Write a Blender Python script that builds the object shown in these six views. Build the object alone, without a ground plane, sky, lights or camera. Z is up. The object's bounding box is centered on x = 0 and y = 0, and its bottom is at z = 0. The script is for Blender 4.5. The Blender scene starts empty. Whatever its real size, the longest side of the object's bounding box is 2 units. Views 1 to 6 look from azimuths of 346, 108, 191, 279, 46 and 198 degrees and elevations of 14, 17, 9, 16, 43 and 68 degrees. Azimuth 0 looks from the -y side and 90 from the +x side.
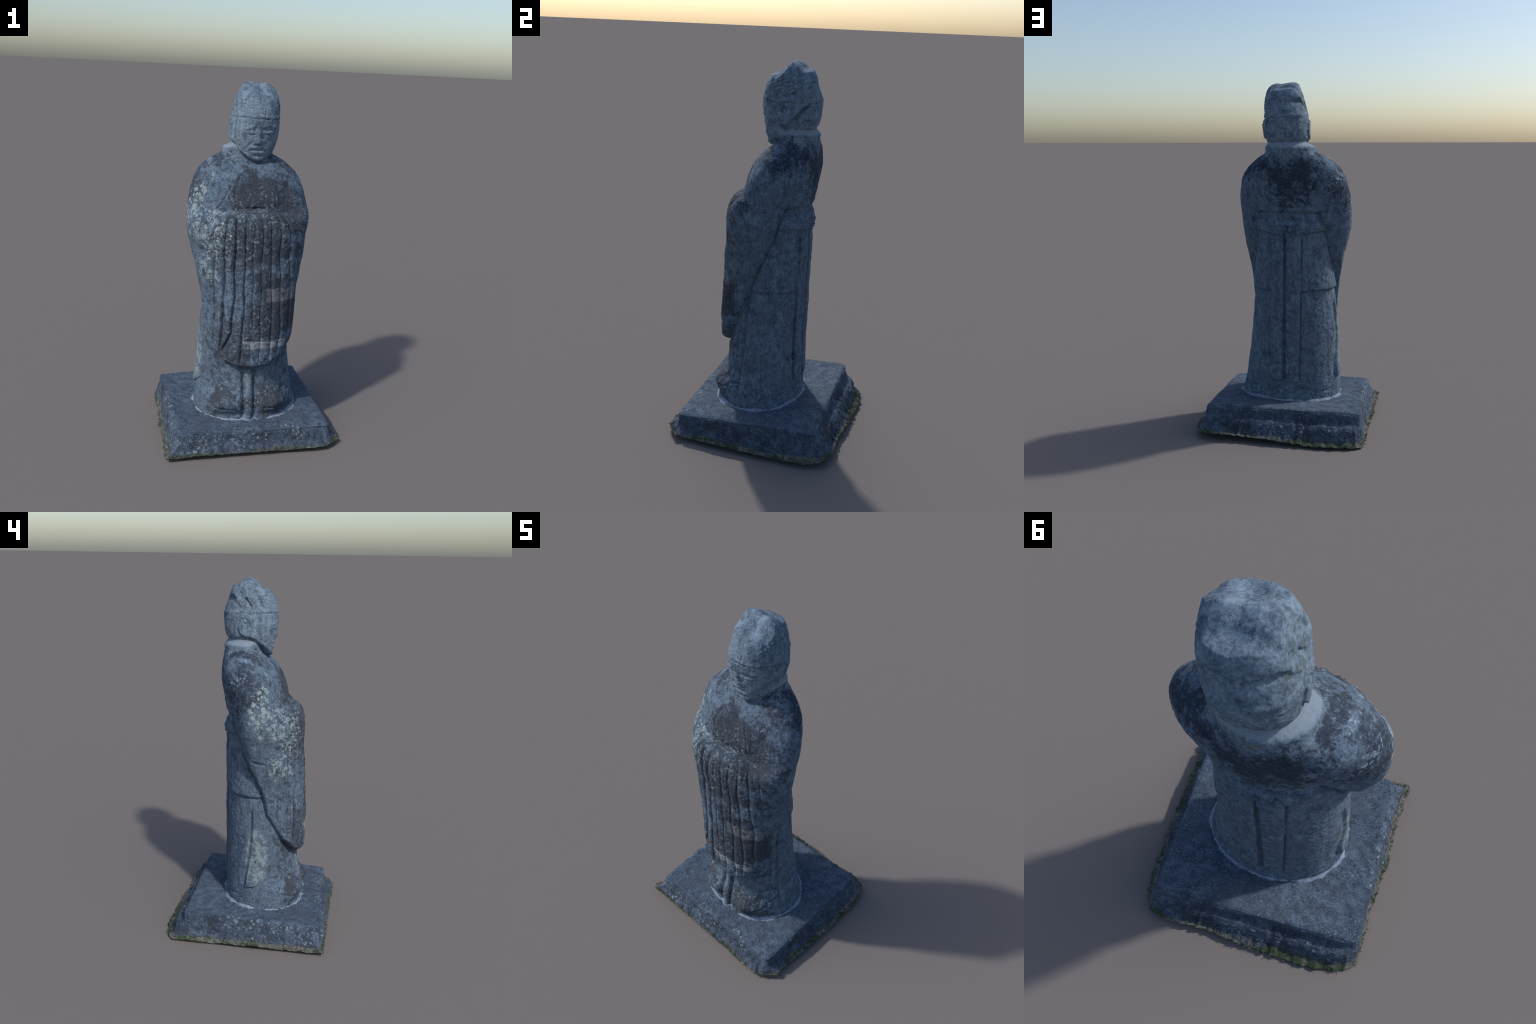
# Weathered stone statue of a robed court official on a square stone plinth.
# The figure is one radial surface r(azimuth, height) built from cross-section
# profiles (skirted body, sleeve mass, neck, head), carved with folds and lines,
# then separated by region into named parts.
import bpy, math
import numpy as np

AX, AY = 0.010, 0.010            # vertical axis of the radial surface
NT = 640                         # samples round the figure
TH = np.linspace(-np.pi, np.pi, NT, endpoint=False)   # 0 = front (-y), + = towards +x


# ---------------------------------------------------------------- helpers
def sstep(a, b, x):
    t = np.clip((x - a) / (b - a), 0.0, 1.0)
    return t * t * (3 - 2 * t)


def pchip(xk, yk, x):
    """Monotone cubic through knots xk (ascending); yk may have trailing axes."""
    xk = np.asarray(xk, float); yk = np.asarray(yk, float)
    h = np.diff(xk)
    sh = (-1,) + (1,) * (yk.ndim - 1)
    d = np.diff(yk, axis=0) / h.reshape(sh)
    m = np.zeros_like(yk)
    w1 = (2 * h[1:] + h[:-1]).reshape(sh); w2 = (h[1:] + 2 * h[:-1]).reshape(sh)
    same = d[1:] * d[:-1] > 1e-12
    den = np.where(same, w1 / np.where(same, d[:-1], 1) + w2 / np.where(same, d[1:], 1), 1)
    m[1:-1] = np.where(same, (w1 + w2) / den, 0)
    m[0], m[-1] = d[0], d[-1]
    x = np.clip(x, xk[0], xk[-1])
    i = np.clip(np.searchsorted(xk, x) - 1, 0, len(xk) - 2)
    hh = h[i]; t = (x - xk[i]) / hh
    sx = (-1,) + (1,) * (yk.ndim - 1)
    t = t.reshape(sx); hh = hh.reshape(sx)
    return ((2*t**3 - 3*t**2 + 1) * yk[i] + (t**3 - 2*t**2 + t) * hh * m[i]
            + (-2*t**3 + 3*t**2) * yk[i+1] + (t**3 - t**2) * hh * m[i+1])


def slice_radius(xl, xr, yf, yb, n, ycl, ycr, yaw=0.0, nb=None):
    """Radius about the axis of a cross-section made of four super-elliptic quarters."""
    xm = 0.5 * (xl + xr)
    nb = n if nb is None else nb
    t = np.linspace(-np.pi, np.pi, 1440, endpoint=False)   # 0 front, + to +x
    s, c = np.sin(t), np.cos(t)
    e = np.where(c > 0, 2.0 / n, 2.0 / nb)
    sx = np.sign(s) * np.abs(s) ** e; cy = np.abs(c) ** e
    x = xm + np.where(s > 0, (xr - xm) * sx, (xm - xl) * sx)
    yc = np.where(s > 0, ycr, ycl)
    # blend left/right centre heights at front and back poles
    y = yc + np.where(c > 0, (yf - yc) * cy, (yb - yc) * cy)
    if yaw:
        cx0, cy0 = xm, 0.5 * (yf + yb)
        ca, sa = math.cos(yaw), math.sin(yaw)
        x, y = cx0 + (x - cx0) * ca - (y - cy0) * sa, cy0 + (x - cx0) * sa + (y - cy0) * ca
    ang = np.arctan2(x - AX, -(y - AY)); r = np.hypot(x - AX, y - AY)
    o = np.argsort(ang); ang = ang[o]; r = r[o]
    ang = np.r_[ang[-40:] - 2*np.pi, ang, ang[:40] + 2*np.pi]
    r = np.r_[r[-40:], r, r[:40]]
    return np.interp(TH, ang, r)


def table(rows, Z, yaw=0.0):
    """rows: (z, xl, xr, yf, yb, n, ycl, ycr[, nb]) -> radius field on Z x TH."""
    zk = [r[0] for r in rows]
    R = np.array([slice_radius(*r[1:8], yaw=yaw, nb=(r[8] if len(r) > 8 else None)) for r in rows])
    return pchip(zk, R, Z)


def smax(a, b, k):
    d = np.clip(0.5 + 0.5 * (a - b) / k, 0, 1)
    return b + (a - b) * d + k * d * (1 - d)


def hash2(i, j, k, seed):
    h = (i * 374761393 + j * 668265263 + k * 2147483647 + seed * 974634777) & 0xFFFFFFFF
    h = ((h ^ (h >> 13)) * 1274126177) & 0xFFFFFFFF
    return ((h ^ (h >> 16)) & 0xFFFF) / 65535.0


def noise3(x, y, z, f, seed=0):
    """Value noise in [-1, 1]."""
    x = x * f; y = y * f; z = z * f
    xi = np.floor(x).astype(np.int64); yi = np.floor(y).astype(np.int64); zi = np.floor(z).astype(np.int64)
    u = x - xi; v = y - yi; w = z - zi
    u = u*u*(3-2*u); v = v*v*(3-2*v); w = w*w*(3-2*w)
    r = 0
    for a in (0, 1):
        for b in (0, 1):
            for c in (0, 1):
                r = r + (u if a else 1-u) * (v if b else 1-v) * (w if c else 1-w) * hash2(xi+a, yi+b, zi+c, seed)
    return 2 * r - 1


def fbm(x, y, z, f, octs=4, seed=0, gain=0.5):
    a, s = 1.0, 0.0
    for o in range(octs):
        s = s + a * noise3(x, y, z, f * 2**o, seed + o); a *= gain
    return s


# ---------------------------------------------------------------- cross-sections
# skirt, waist, chest and shoulders: z, x-left, x-right, y-front, y-back, power, y of widest left/right
CORE = [
 (0.095, -0.295, 0.31, -0.291, 0.185, 2.25, -0.05, -0.05, 2.1),
 (0.165, -0.29, 0.304, -0.286, 0.177, 2.25, -0.05, -0.05, 2.1),
 (0.23, -0.287, 0.287, -0.274, 0.169, 2.1, -0.05, -0.05, 2.1),
 (0.3, -0.281, 0.278, -0.262, 0.165, 1.85, -0.05, -0.05, 2.05),
 (0.4, -0.275, 0.264, -0.258, 0.162, 1.72, -0.05, -0.05, 2.05),
 (0.5, -0.272, 0.253, -0.252, 0.159, 1.85, -0.05, -0.05, 2.05),
 (0.62, -0.264, 0.242, -0.25, 0.16, 2.3, -0.05, -0.05, 2.05),
 (0.7, -0.256, 0.237, -0.247, 0.162, 2.3, -0.05, -0.05, 2.05),
 (0.8, -0.25, 0.23, -0.244, 0.16, 2.3, -0.05, -0.05, 2.05),
 (0.9, -0.245, 0.22, -0.236, 0.162, 2.3, -0.04, -0.04, 2.05),
 (1, -0.24, 0.216, -0.226, 0.163, 2.3, -0.03, -0.03, 2.05),
 (1.1, -0.237, 0.211, -0.218, 0.161, 2.4, -0.02, -0.02, 2.05),
 (1.18, -0.234, 0.205, -0.208, 0.17, 2.5, -0.01, -0.01, 2.05),
 (1.235, -0.231, 0.203, -0.196, 0.162, 2.5, 0, 0, 2.05),
 (1.3, -0.241, 0.222, -0.178, 0.178, 2.3, 0.02, 0.02, 2.05),
 (1.36, -0.261, 0.248, -0.17, 0.187, 2.3, 0.02, 0.02, 2.05),
 (1.42, -0.288, 0.267, -0.157, 0.193, 2.2, 0.02, 0.02, 2.05),
 (1.465, -0.305, 0.275, -0.139, 0.196, 2.2, 0.025, 0.02, 2.05),
 (1.515, -0.289, 0.257, -0.107, 0.195, 2.1, 0.035, 0.005, 2.1),
 (1.54, -0.266, 0.234, -0.087, 0.193, 2, 0.045, 0.015, 2.1),
 (1.556, -0.248, 0.215, -0.074, 0.192, 2, 0.05, 0.02, 2.1),
 (1.57, -0.228, 0.197, -0.062, 0.191, 2, 0.05, 0.03, 2.1),
 (1.59, -0.19, 0.165, -0.045, 0.189, 2, 0.055, 0.045, 2.1),
 (1.602, -0.162, 0.146, -0.038, 0.188, 2, 0.06, 0.06, 2.1),
 (1.622, -0.15, 0.143, -0.035, 0.187, 2, 0.06, 0.06, 2.1),
 (1.64, -0.141, 0.141, -0.032, 0.184, 2, 0.06, 0.06, 2.1),
 (1.656, -0.108, 0.129, -0.02, 0.177, 2, 0.06, 0.06, 2.1),
 (1.68, -0.08, 0.105, 0.005, 0.152, 2, 0.06, 0.06, 2.1),
]
# both arms and the long hanging sleeve drape
MASS = [
 (0.3, -0.255, 0.235, -0.27, 0.045, 2.1, -0.09, -0.1, 2.1),
 (0.38, -0.258, 0.236, -0.283, 0.045, 2.1, -0.09, -0.1, 2.1),
 (0.42, -0.26, 0.24, -0.29, 0.045, 2.15, -0.09, -0.1, 2.1),
 (0.5, -0.266, 0.248, -0.292, 0.045, 2.15, -0.09, -0.11, 2.1),
 (0.62, -0.268, 0.255, -0.292, 0.045, 2.25, -0.08, -0.13, 2.1),
 (0.74, -0.268, 0.258, -0.287, 0.045, 2.25, -0.07, -0.12, 2.1),
 (0.85, -0.28, 0.262, -0.282, 0.045, 2.25, -0.06, -0.12, 2.1),
 (0.98, -0.302, 0.282, -0.276, 0.06, 2.25, -0.045, -0.11, 2.2),
 (1.08, -0.329, 0.302, -0.27, 0.08, 2.1, -0.03, -0.1, 2.2),
 (1.16, -0.346, 0.311, -0.273, 0.1, 2.1, -0.025, -0.09, 2.2),
 (1.24, -0.354, 0.316, -0.266, 0.12, 2.1, -0.018, -0.085, 2.2),
 (1.285, -0.352, 0.318, -0.247, 0.13, 2.1, -0.012, -0.07, 2.2),
 (1.308, -0.351, 0.318, -0.222, 0.14, 2.1, -0.009, -0.062, 2.2),
 (1.324, -0.349, 0.317, -0.182, 0.15, 2.1, -0.007, -0.058, 2.2),
 (1.338, -0.347, 0.316, -0.166, 0.15, 2.1, -0.005, -0.052, 2.2),
 (1.36, -0.343, 0.314, -0.164, 0.16, 2.1, -0.002, -0.045, 2.2),
 (1.42, -0.33, 0.303, -0.15, 0.18, 2.1, 0.01, -0.025, 2.2),
 (1.475, -0.312, 0.285, -0.119, 0.16, 2.1, 0.025, 0, 2.2),
 (1.52, -0.283, 0.252, -0.086, 0.16, 2, 0.035, 0.02, 2.1),
 (1.56, -0.227, 0.194, -0.06, 0.15, 2, 0.045, 0.03, 2.1),
]
# profile of the sleeve shelf at the front (height above the shelf -> y of the front)
HEAD = [
 (1.555, -0.03, 0.045, -0.05, 0.079, 2.2, 0, 0, 2.4),
 (1.575, -0.055, 0.072, -0.071, 0.11, 2.2, 0, 0, 2.4),
 (1.6, -0.078, 0.1, -0.076, 0.146, 2.3, 0.01, 0.01, 2.4),
 (1.63, -0.096, 0.122, -0.083, 0.167, 2.4, 0.02, 0.02, 2.4),
 (1.66, -0.102, 0.136, -0.088, 0.179, 2.5, 0.03, 0.03, 2.4),
 (1.7, -0.108, 0.144, -0.092, 0.188, 2.5, 0.03, 0.03, 2.7),
 (1.75, -0.108, 0.148, -0.101, 0.195, 2.5, 0.03, 0.03, 2.7),
 (1.793, -0.105, 0.149, -0.104, 0.196, 2.4, 0.03, 0.03, 2.7),
 (1.835, -0.098, 0.15, -0.099, 0.188, 2.3, 0.03, 0.03, 2.7),
 (1.875, -0.088, 0.15, -0.088, 0.176, 2.3, 0.03, 0.03, 2.7),
 (1.91, -0.079, 0.145, -0.07, 0.167, 2.3, 0.03, 0.03, 2.7),
 (1.94, -0.068, 0.138, -0.052, 0.155, 2.3, 0.03, 0.03, 2.7),
 (1.97, -0.056, 0.124, -0.035, 0.135, 2.3, 0.03, 0.03, 2.7),
 (2, -0.038, 0.106, -0.02, 0.1, 2.3, 0.03, 0.03, 2.7),
]
HEAD_YAW = math.radians(8)


def hat_top(x, y):
    """Broken, uneven top of the cap: ridge along x with lower shelves front and back."""
    prof = np.interp(y, [-.09, -.06, -.04, -.02, .0, .02, .036, .056, .078, .092, .104, .116, .15],
                     [1.912, 1.925, 1.933, 1.936, 1.949, 1.969, 1.983, 1.994, 1.985, 1.976, 1.963, 1.956, 1.950])
    tilt = np.interp(x, [-.09, -.06, -.035, 0, .04, .08, .105, .14], [-.045, -.014, .001, .006, -.003, -.001, -.008, -.034])
    return prof + tilt


def az_curve(pts):
    a = np.array(pts, float)
    return np.interp(np.degrees(TH), a[:, 0], a[:, 1])


# lower/rear hanging edge of the sleeves: azimuth (deg) -> height
DRAPE_BOTTOM = az_curve([(-180, 1.5), (-130, 1.36), (-116, 1.24), (-102, 1.13), (-89, .98), (-81, .915), (-76, .86), (-72, .80),
    (-68, .71), (-60, .64), (-50, .56), (-40, .505), (-33, .475), (-27, .46), (-13, .445), (0, .441), (14, .452),
    (25, .485), (35, .525), (44, .57), (52, .63), (60, .71), (66, .785), (72, .875), (77, .94), (87, 1.03), (98, 1.12),
    (104, 1.20), (116, 1.28), (130, 1.36), (180, 1.5)])
# how far the shelf over the folded hands drops towards the elbows
SHELF_DROP = az_curve([(-180, 0), (-72, 0), (-58, .04), (-49, .034), (-39, .012), (-25, 0), (18, 0), (28, .010), (38, .034), (48, .04), (62, 0), (180, 0)])
# jaw line: below it the head turns under to the neck
JAW = az_curve([(-180, 1.665), (-126, 1.668), (-102, 1.668), (-80, 1.648), (-56, 1.612), (-30, 1.586), (-8, 1.571), (15, 1.566), (41, 1.573),
    (70, 1.590), (90, 1.608), (113, 1.635), (130, 1.655), (180, 1.665)])


def body_radius(Z):
    zc = Z[:, None]
    core = table(CORE, Z)
    zt = np.arange(.29, 1.62, .004)
    MT = table(MASS, zt)
    front = sstep(1.12, 1.22, Z) * sstep(1.50, 1.40, Z)
    mass = np.empty_like(core)
    for i in range(NT):
        mass[:, i] = np.interp(Z + SHELF_DROP[i] * front * max(0, math.cos(TH[i])) ** .5, zt, MT[:, i])
    b = DRAPE_BOTTOM[None, :]
    lipw = .026 + .018 * sstep(.75, 1.1, b)
    t = np.clip((zc - b) / lipw, 0, 1)
    lip = np.sqrt(np.clip(1 - (1 - t) ** 2, 0, 1))
    over = smax(mass - core, np.zeros_like(core), .012) * sstep(1.585, 1.545, zc)
    return core + over * lip, over * lip, core


def band(v, lo, hi, e):
    """1 inside lo..hi with soft edges of width e."""
    return sstep(lo - e, lo + e, v) * (1 - sstep(hi - e, hi + e, v))


def gauss(d, w):
    return np.exp(-(d / w) ** 2)


def path_dist(pts, A, Zc, R):
    """Distance (metres on the surface) to a polyline given as (azimuth deg, height)."""
    best = np.full(A.shape, 9.0)
    for (a0, z0), (a1, z1) in zip(pts[:-1], pts[1:]):
        rr = R
        ux, uz = np.radians(a1 - a0) * rr, (z1 - z0)
        px, pz = np.radians(A - a0) * rr, Zc - z0
        t = np.clip((px * ux + pz * uz) / (ux * ux + uz * uz + 1e-12), 0, 1)
        best = np.minimum(best, np.hypot(px - t * ux, pz - t * uz))
    return best


# pleats of the hanging sleeves: depth, then azimuth at heights 1.10, .87, .66, .50
PLEATS = [(.004, -59, -58, -57, -56), (.007, -47.5, -46.7, -46, -46), (.011, -37, -36, -37, -38), (.011, -26.5, -25.3, -27, -40),
          (.007, -15.7, -14.6, -15, -17), (.005, -6.7, -5.6, -5.5, -6), (.005, 3.4, 3.4, 3.6, 4), (.006, 14, 15.7, 16.5, 15),
          (.006, 24.7, 26.4, 26.8, 25), (.007, 36.6, 39.5, 38, 33), (.004, 48, 51, 50, 48)]


def carve(R, Zc, over):
    """Folds, edges, features and wear of the figure, added to the radius field."""
    A = np.degrees(TH)[None, :] + 0 * Zc
    x = AX + R * np.sin(TH); y = AY - R * np.cos(TH)
    d = np.zeros_like(R)
    b = DRAPE_BOTTOM[None, :]
    on = sstep(.004, .016, over) * np.ones_like(R)          # on the sleeves
    # --- pleats
    act = sstep(.015, .07, Zc - b) * sstep(1.335, 1.27, Zc + SHELF_DROP[None, :])
    for k, (dep, a0, a1, a2, a3) in enumerate(PLEATS):
        az = np.interp(Zc, [.50, .66, .87, 1.10], [a3, a2, a1, a0])
        wob = .6 * np.sin(Zc * 23 + k * 2.1)
        ds = np.radians(A - az - wob) * R
        s1 = 1 if k < 5 else .8
        d -= act * s1 * dep * (1.15 * gauss(ds, .0050) + .40 * gauss(ds, .017))
        d += act * dep * .35 * gauss(ds - (.017 if k >= 5 else -.017), .013)
    # repair line across the drape and broken lower strip
    ln = path_dist([(-22, .610), (-5, .612), (12, .600), (30, .588)], A, Zc, R)
    d -= .003 * gauss(ln, .004)
    d -= .003 * gauss(path_dist([(22, .885), (38, .895), (47, .90)], A, Zc, R), .004)
    # sleeve creases at the elbow fronts
    for p in ([(40, 1.29), (52, 1.24), (62, 1.22)], [(44, 1.31), (56, 1.27), (70, 1.25)], [(36, 1.27), (46, 1.22), (55, 1.19)], [(50, 1.34), (62, 1.30), (74, 1.30)],
              [(-46, 1.31), (-56, 1.26), (-62, 1.22)], [(-50, 1.36), (-60, 1.30), (-66, 1.27)], [(-44, 1.44), (-52, 1.36), (-56, 1.30)], [(-36, 1.50), (-38, 1.42), (-34, 1.34)],
              [(24, 1.50), (31, 1.42), (33, 1.34)]):
        pd = path_dist(p, A, Zc, R)
        d -= .006 * gauss(pd, .006); d += .004 * gauss(pd, .018)
    for p in ([(-66, 1.17), (-58, 1.234), (-49, 1.278), (-39, 1.307), (-20, 1.326), (-4, 1.330)], [(-4, 1.330), (14, 1.326), (27, 1.310), (38, 1.280), (48, 1.232), (58, 1.16)]):
        pd = path_dist(p, A, Zc, R)
        d -= .010 * gauss(pd, .009)
    d -= .005 * gauss(path_dist([(66, 1.105), (76, 1.10), (84, 1.107)], A, Zc, R), .0035)
    d -= .007 * gauss(path_dist([(-84, 1.03), (-78, 1.022), (-73, 1.018)], A, Zc, R), .007)
    # crease where the sleeves leave the body
    ed = np.abs(Zc - b) / np.sqrt(1 + (np.gradient(DRAPE_BOTTOM, TH)[None, :] / R) ** 2)
    d -= .012 * gauss(ed, .009) * sstep(55, 75, np.abs(A)) * sstep(1.33, 1.25, b)
    # --- hem of the coat
    rz = np.clip((1.13 - Zc) / .83, 0, 1)
    rib = band(x, -.079 + .010 * rz, .087 + .014 * rz, .002) * (np.cos(TH) < -.2)[None, :]
    back = sstep(60, 70, np.abs(A)) * (1 - on) * (1 - rib)
    zh = .815 + .003 * np.sin(np.radians(A) * 5)
    d += back * .011 * sstep(zh - .003, zh + .003, Zc) * sstep(1.05, .83, Zc)
    d -= back * .008 * gauss(Zc - zh + .007, .006)
    # --- ribbons hanging down the back
    bk = (np.cos(TH) < -.2)[None, :]
    rz = np.clip((1.13 - Zc) / .83, 0, 1)
    for lo0, lo1, hi0, hi1, zb in ((.018, .027, .087, .101, .282), (-.079, -.069, .003, .007, .270)):
        lo = lo0 + (lo1 - lo0) * rz; hi = hi0 + (hi1 - hi0) * rz
        m = band(x, lo, hi, .0025) * band(Zc, zb, 1.15, .003) * bk
        d += .012 * m
    for e0, e1 in ((.0905, .1045), (-.0825, -.0725)):
        d -= .005 * gauss(x - e0 - (e1 - e0) * rz, .0045) * band(Zc, .285, 1.12, .01) * bk
    d -= .007 * gauss(x - .0115 - .006 * rz, .006) * band(Zc, .285, 1.12, .01) * bk
    # --- belt, blouse creases, knot
    rear = sstep(96, 108, np.abs(A)) * (1 - .7 * on)
    zl = np.interp(np.abs(A), [96, 118, 157, 180], [1.158, 1.160, 1.146, 1.146])
    d += rear * .009 * sstep(zl - .003, zl + .003, Zc) * (1 - sstep(1.222, 1.230, Zc))
    d -= rear * .007 * gauss(Zc - zl + .007, .005)
    d -= rear * ((.006 + .006 * sstep(150, 125, np.abs(A))) * gauss(Zc - 1.265 - .003 * np.sin(np.radians(A) * 9), .005) + .004 * gauss(Zc - 1.300, .005) * sstep(135, 142, np.abs(A)))
    d += rear * .004 * gauss(Zc - 1.283, .012)
    d -= .004 * gauss(path_dist([(138, 1.442), (150, 1.452), (165, 1.457), (180, 1.456)], A, Zc, R), .003)
    d -= .004 * gauss(path_dist([(-180, 1.456), (-165, 1.452), (-146, 1.45)], A, Zc, R), .003)
    d -= .004 * gauss(path_dist([(112, 1.47), (113, 1.38), (118, 1.33), (128, 1.32)], A, Zc, R), .004)
    for kx, kz, kw, kh, hh in ((.014, 1.176, .017, .018, .010), (-.020, 1.170, .016, .017, .010), (-.046, 1.178, .018, .022, .008), (-.004, 1.143, .014, .014, .009),
                               (-.020, 1.205, .030, .020, .005), (.050, 1.128, .022, .022, .005)):
        q = ((x - kx) / kw) ** 2 + ((Zc - kz) / kh) ** 2
        d += bk * hh * (np.sqrt(np.clip(1 - q, 0, 1)) - .35 * gauss(np.sqrt(q) - 1.05, .18))
    # --- side flap of the robe
    le = np.interp(Zc, [.273, .443, .567, .705, .80], [-92.5, -87.2, -84.4, -83.8, -83.8])
    re_ = np.interp(Zc, [.33, .53, .80], [-67, -66.5, -68])
    zb = np.interp(A, [-93, -80, -67], [.272, .286, .335])
    fl = sstep(le - 1.0, le + 1.2, A) * sstep(re_ + 4, re_ - 1, A) * sstep(zb - .003, zb + .006, Zc) * sstep(.80, .70, Zc)
    d += fl * (.007 + .009 * gauss(Zc - .29, .10)) * (1 - .55 * sstep(-84, -66, A))
    d -= .006 * gauss(np.radians(A - le + 2.0) * R, .008) * band(Zc, .28, .72, .02)
    # --- skirt folds
    for az0, az1, lo, hi, dep, w in ((66, 64, .20, .79, .012, .007), (75, 74, .48, .78, .006, .006), (84, 83, .52, .78, .005, .006), (57, 54, .28, .62, .007, .007),
                                (-104, -106, .25, .75, .003, .012), (118, 116, .25, .78, .002, .012), (-128, -128, .25, .78, .002, .014), (46, 45, .30, .45, .004, .008)):
        az = az0 + (az1 - az0) * (.8 - Zc) / .6
        d -= dep * gauss(np.radians(A - az) * R, w) * band(Zc, lo, hi, .03) * (1 - on)
    # --- front pendant and shoes
    pend = np.interp(Zc, [.16, .30, .44], [-4.4, -4.2, -5.0])
    low = sstep(.47, .43, Zc) * (1 - on)
    ds = np.radians(A - pend) * R
    d -= low * .016 * (gauss(ds + .034, .013) + gauss(ds - .031, .012))
    d += low * .004 * gauss(ds, .022)
    d -= low * .012 * sstep(.09, .04, np.abs(ds)) * sstep(.28, .40, Zc)
    for a0, z0, sa, sz, h in ((-29, .235, 16, .050, .044), (22, .225, 15, .048, .038), (-14, .22, 7, .05, .008), (40, .225, 12, .03, .012), (-45, .19, 10, .04, .010)):
        d += h * np.exp(-((A - a0) / sa) ** 2 - ((Zc - z0) / np.where(Zc > z0, sz * 1.25, sz)) ** 2)
    d -= .007 * gauss(Zc - .165, .018) * sstep(70, 40, np.abs(A))
    d -= .006 * gauss(path_dist([(-50, .225), (-40, .20), (-20, .20)], A, Zc, R), .006)
    d -= .007 * gauss(path_dist([(12, .205), (28, .20), (42, .225), (50, .245)], A, Zc, R), .006)
    d -= .010 * gauss(path_dist([(48, .255), (55, .268), (64, .280), (70, .283)], A, Zc, R), .006)
    d -= .007 * gauss(path_dist([(48, .255), (50, .225), (56, .215)], A, Zc, R), .005)
    d -= .006 * gauss(Zc - .215 - .01 * np.sin(np.radians(A) * 7), .010) * sstep(95, 110, np.abs(A))
    # --- shadow gap under the hanging hem of the drape
    d -= .008 * gauss(Zc - b + .010, .011) * sstep(66, 52, np.abs(A))
    # --- creases between arms and back
    for p in ([(101, 1.40), (102, 1.356), (104, 1.28), (116, 1.232)], [(-103, 1.40), (-108, 1.332), (-105, 1.25), (-102, 1.16)]):
        d -= .009 * gauss(path_dist(p, A, Zc, R), .008)
    # --- throat recess under the jaw
    d -= .022 * gauss(Zc - JAW[None, :] + .010, .016) * sstep(-108, -85, A) * sstep(122, 100, A) * sstep(1.545, 1.565, Zc)
    # --- sunken breast, full right elbow
    d -= .014 * np.exp(-((A - 2) / 24) ** 2 - ((Zc - 1.465) / .065) ** 2)
    d += .014 * np.exp(-((A - 60) / 13) ** 2 - ((Zc - 1.30) / .07) ** 2)
    # --- collar roll
    d += .004 * gauss(Zc - 1.630, .010) * sstep(-70, -85, A)
    return d


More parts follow.
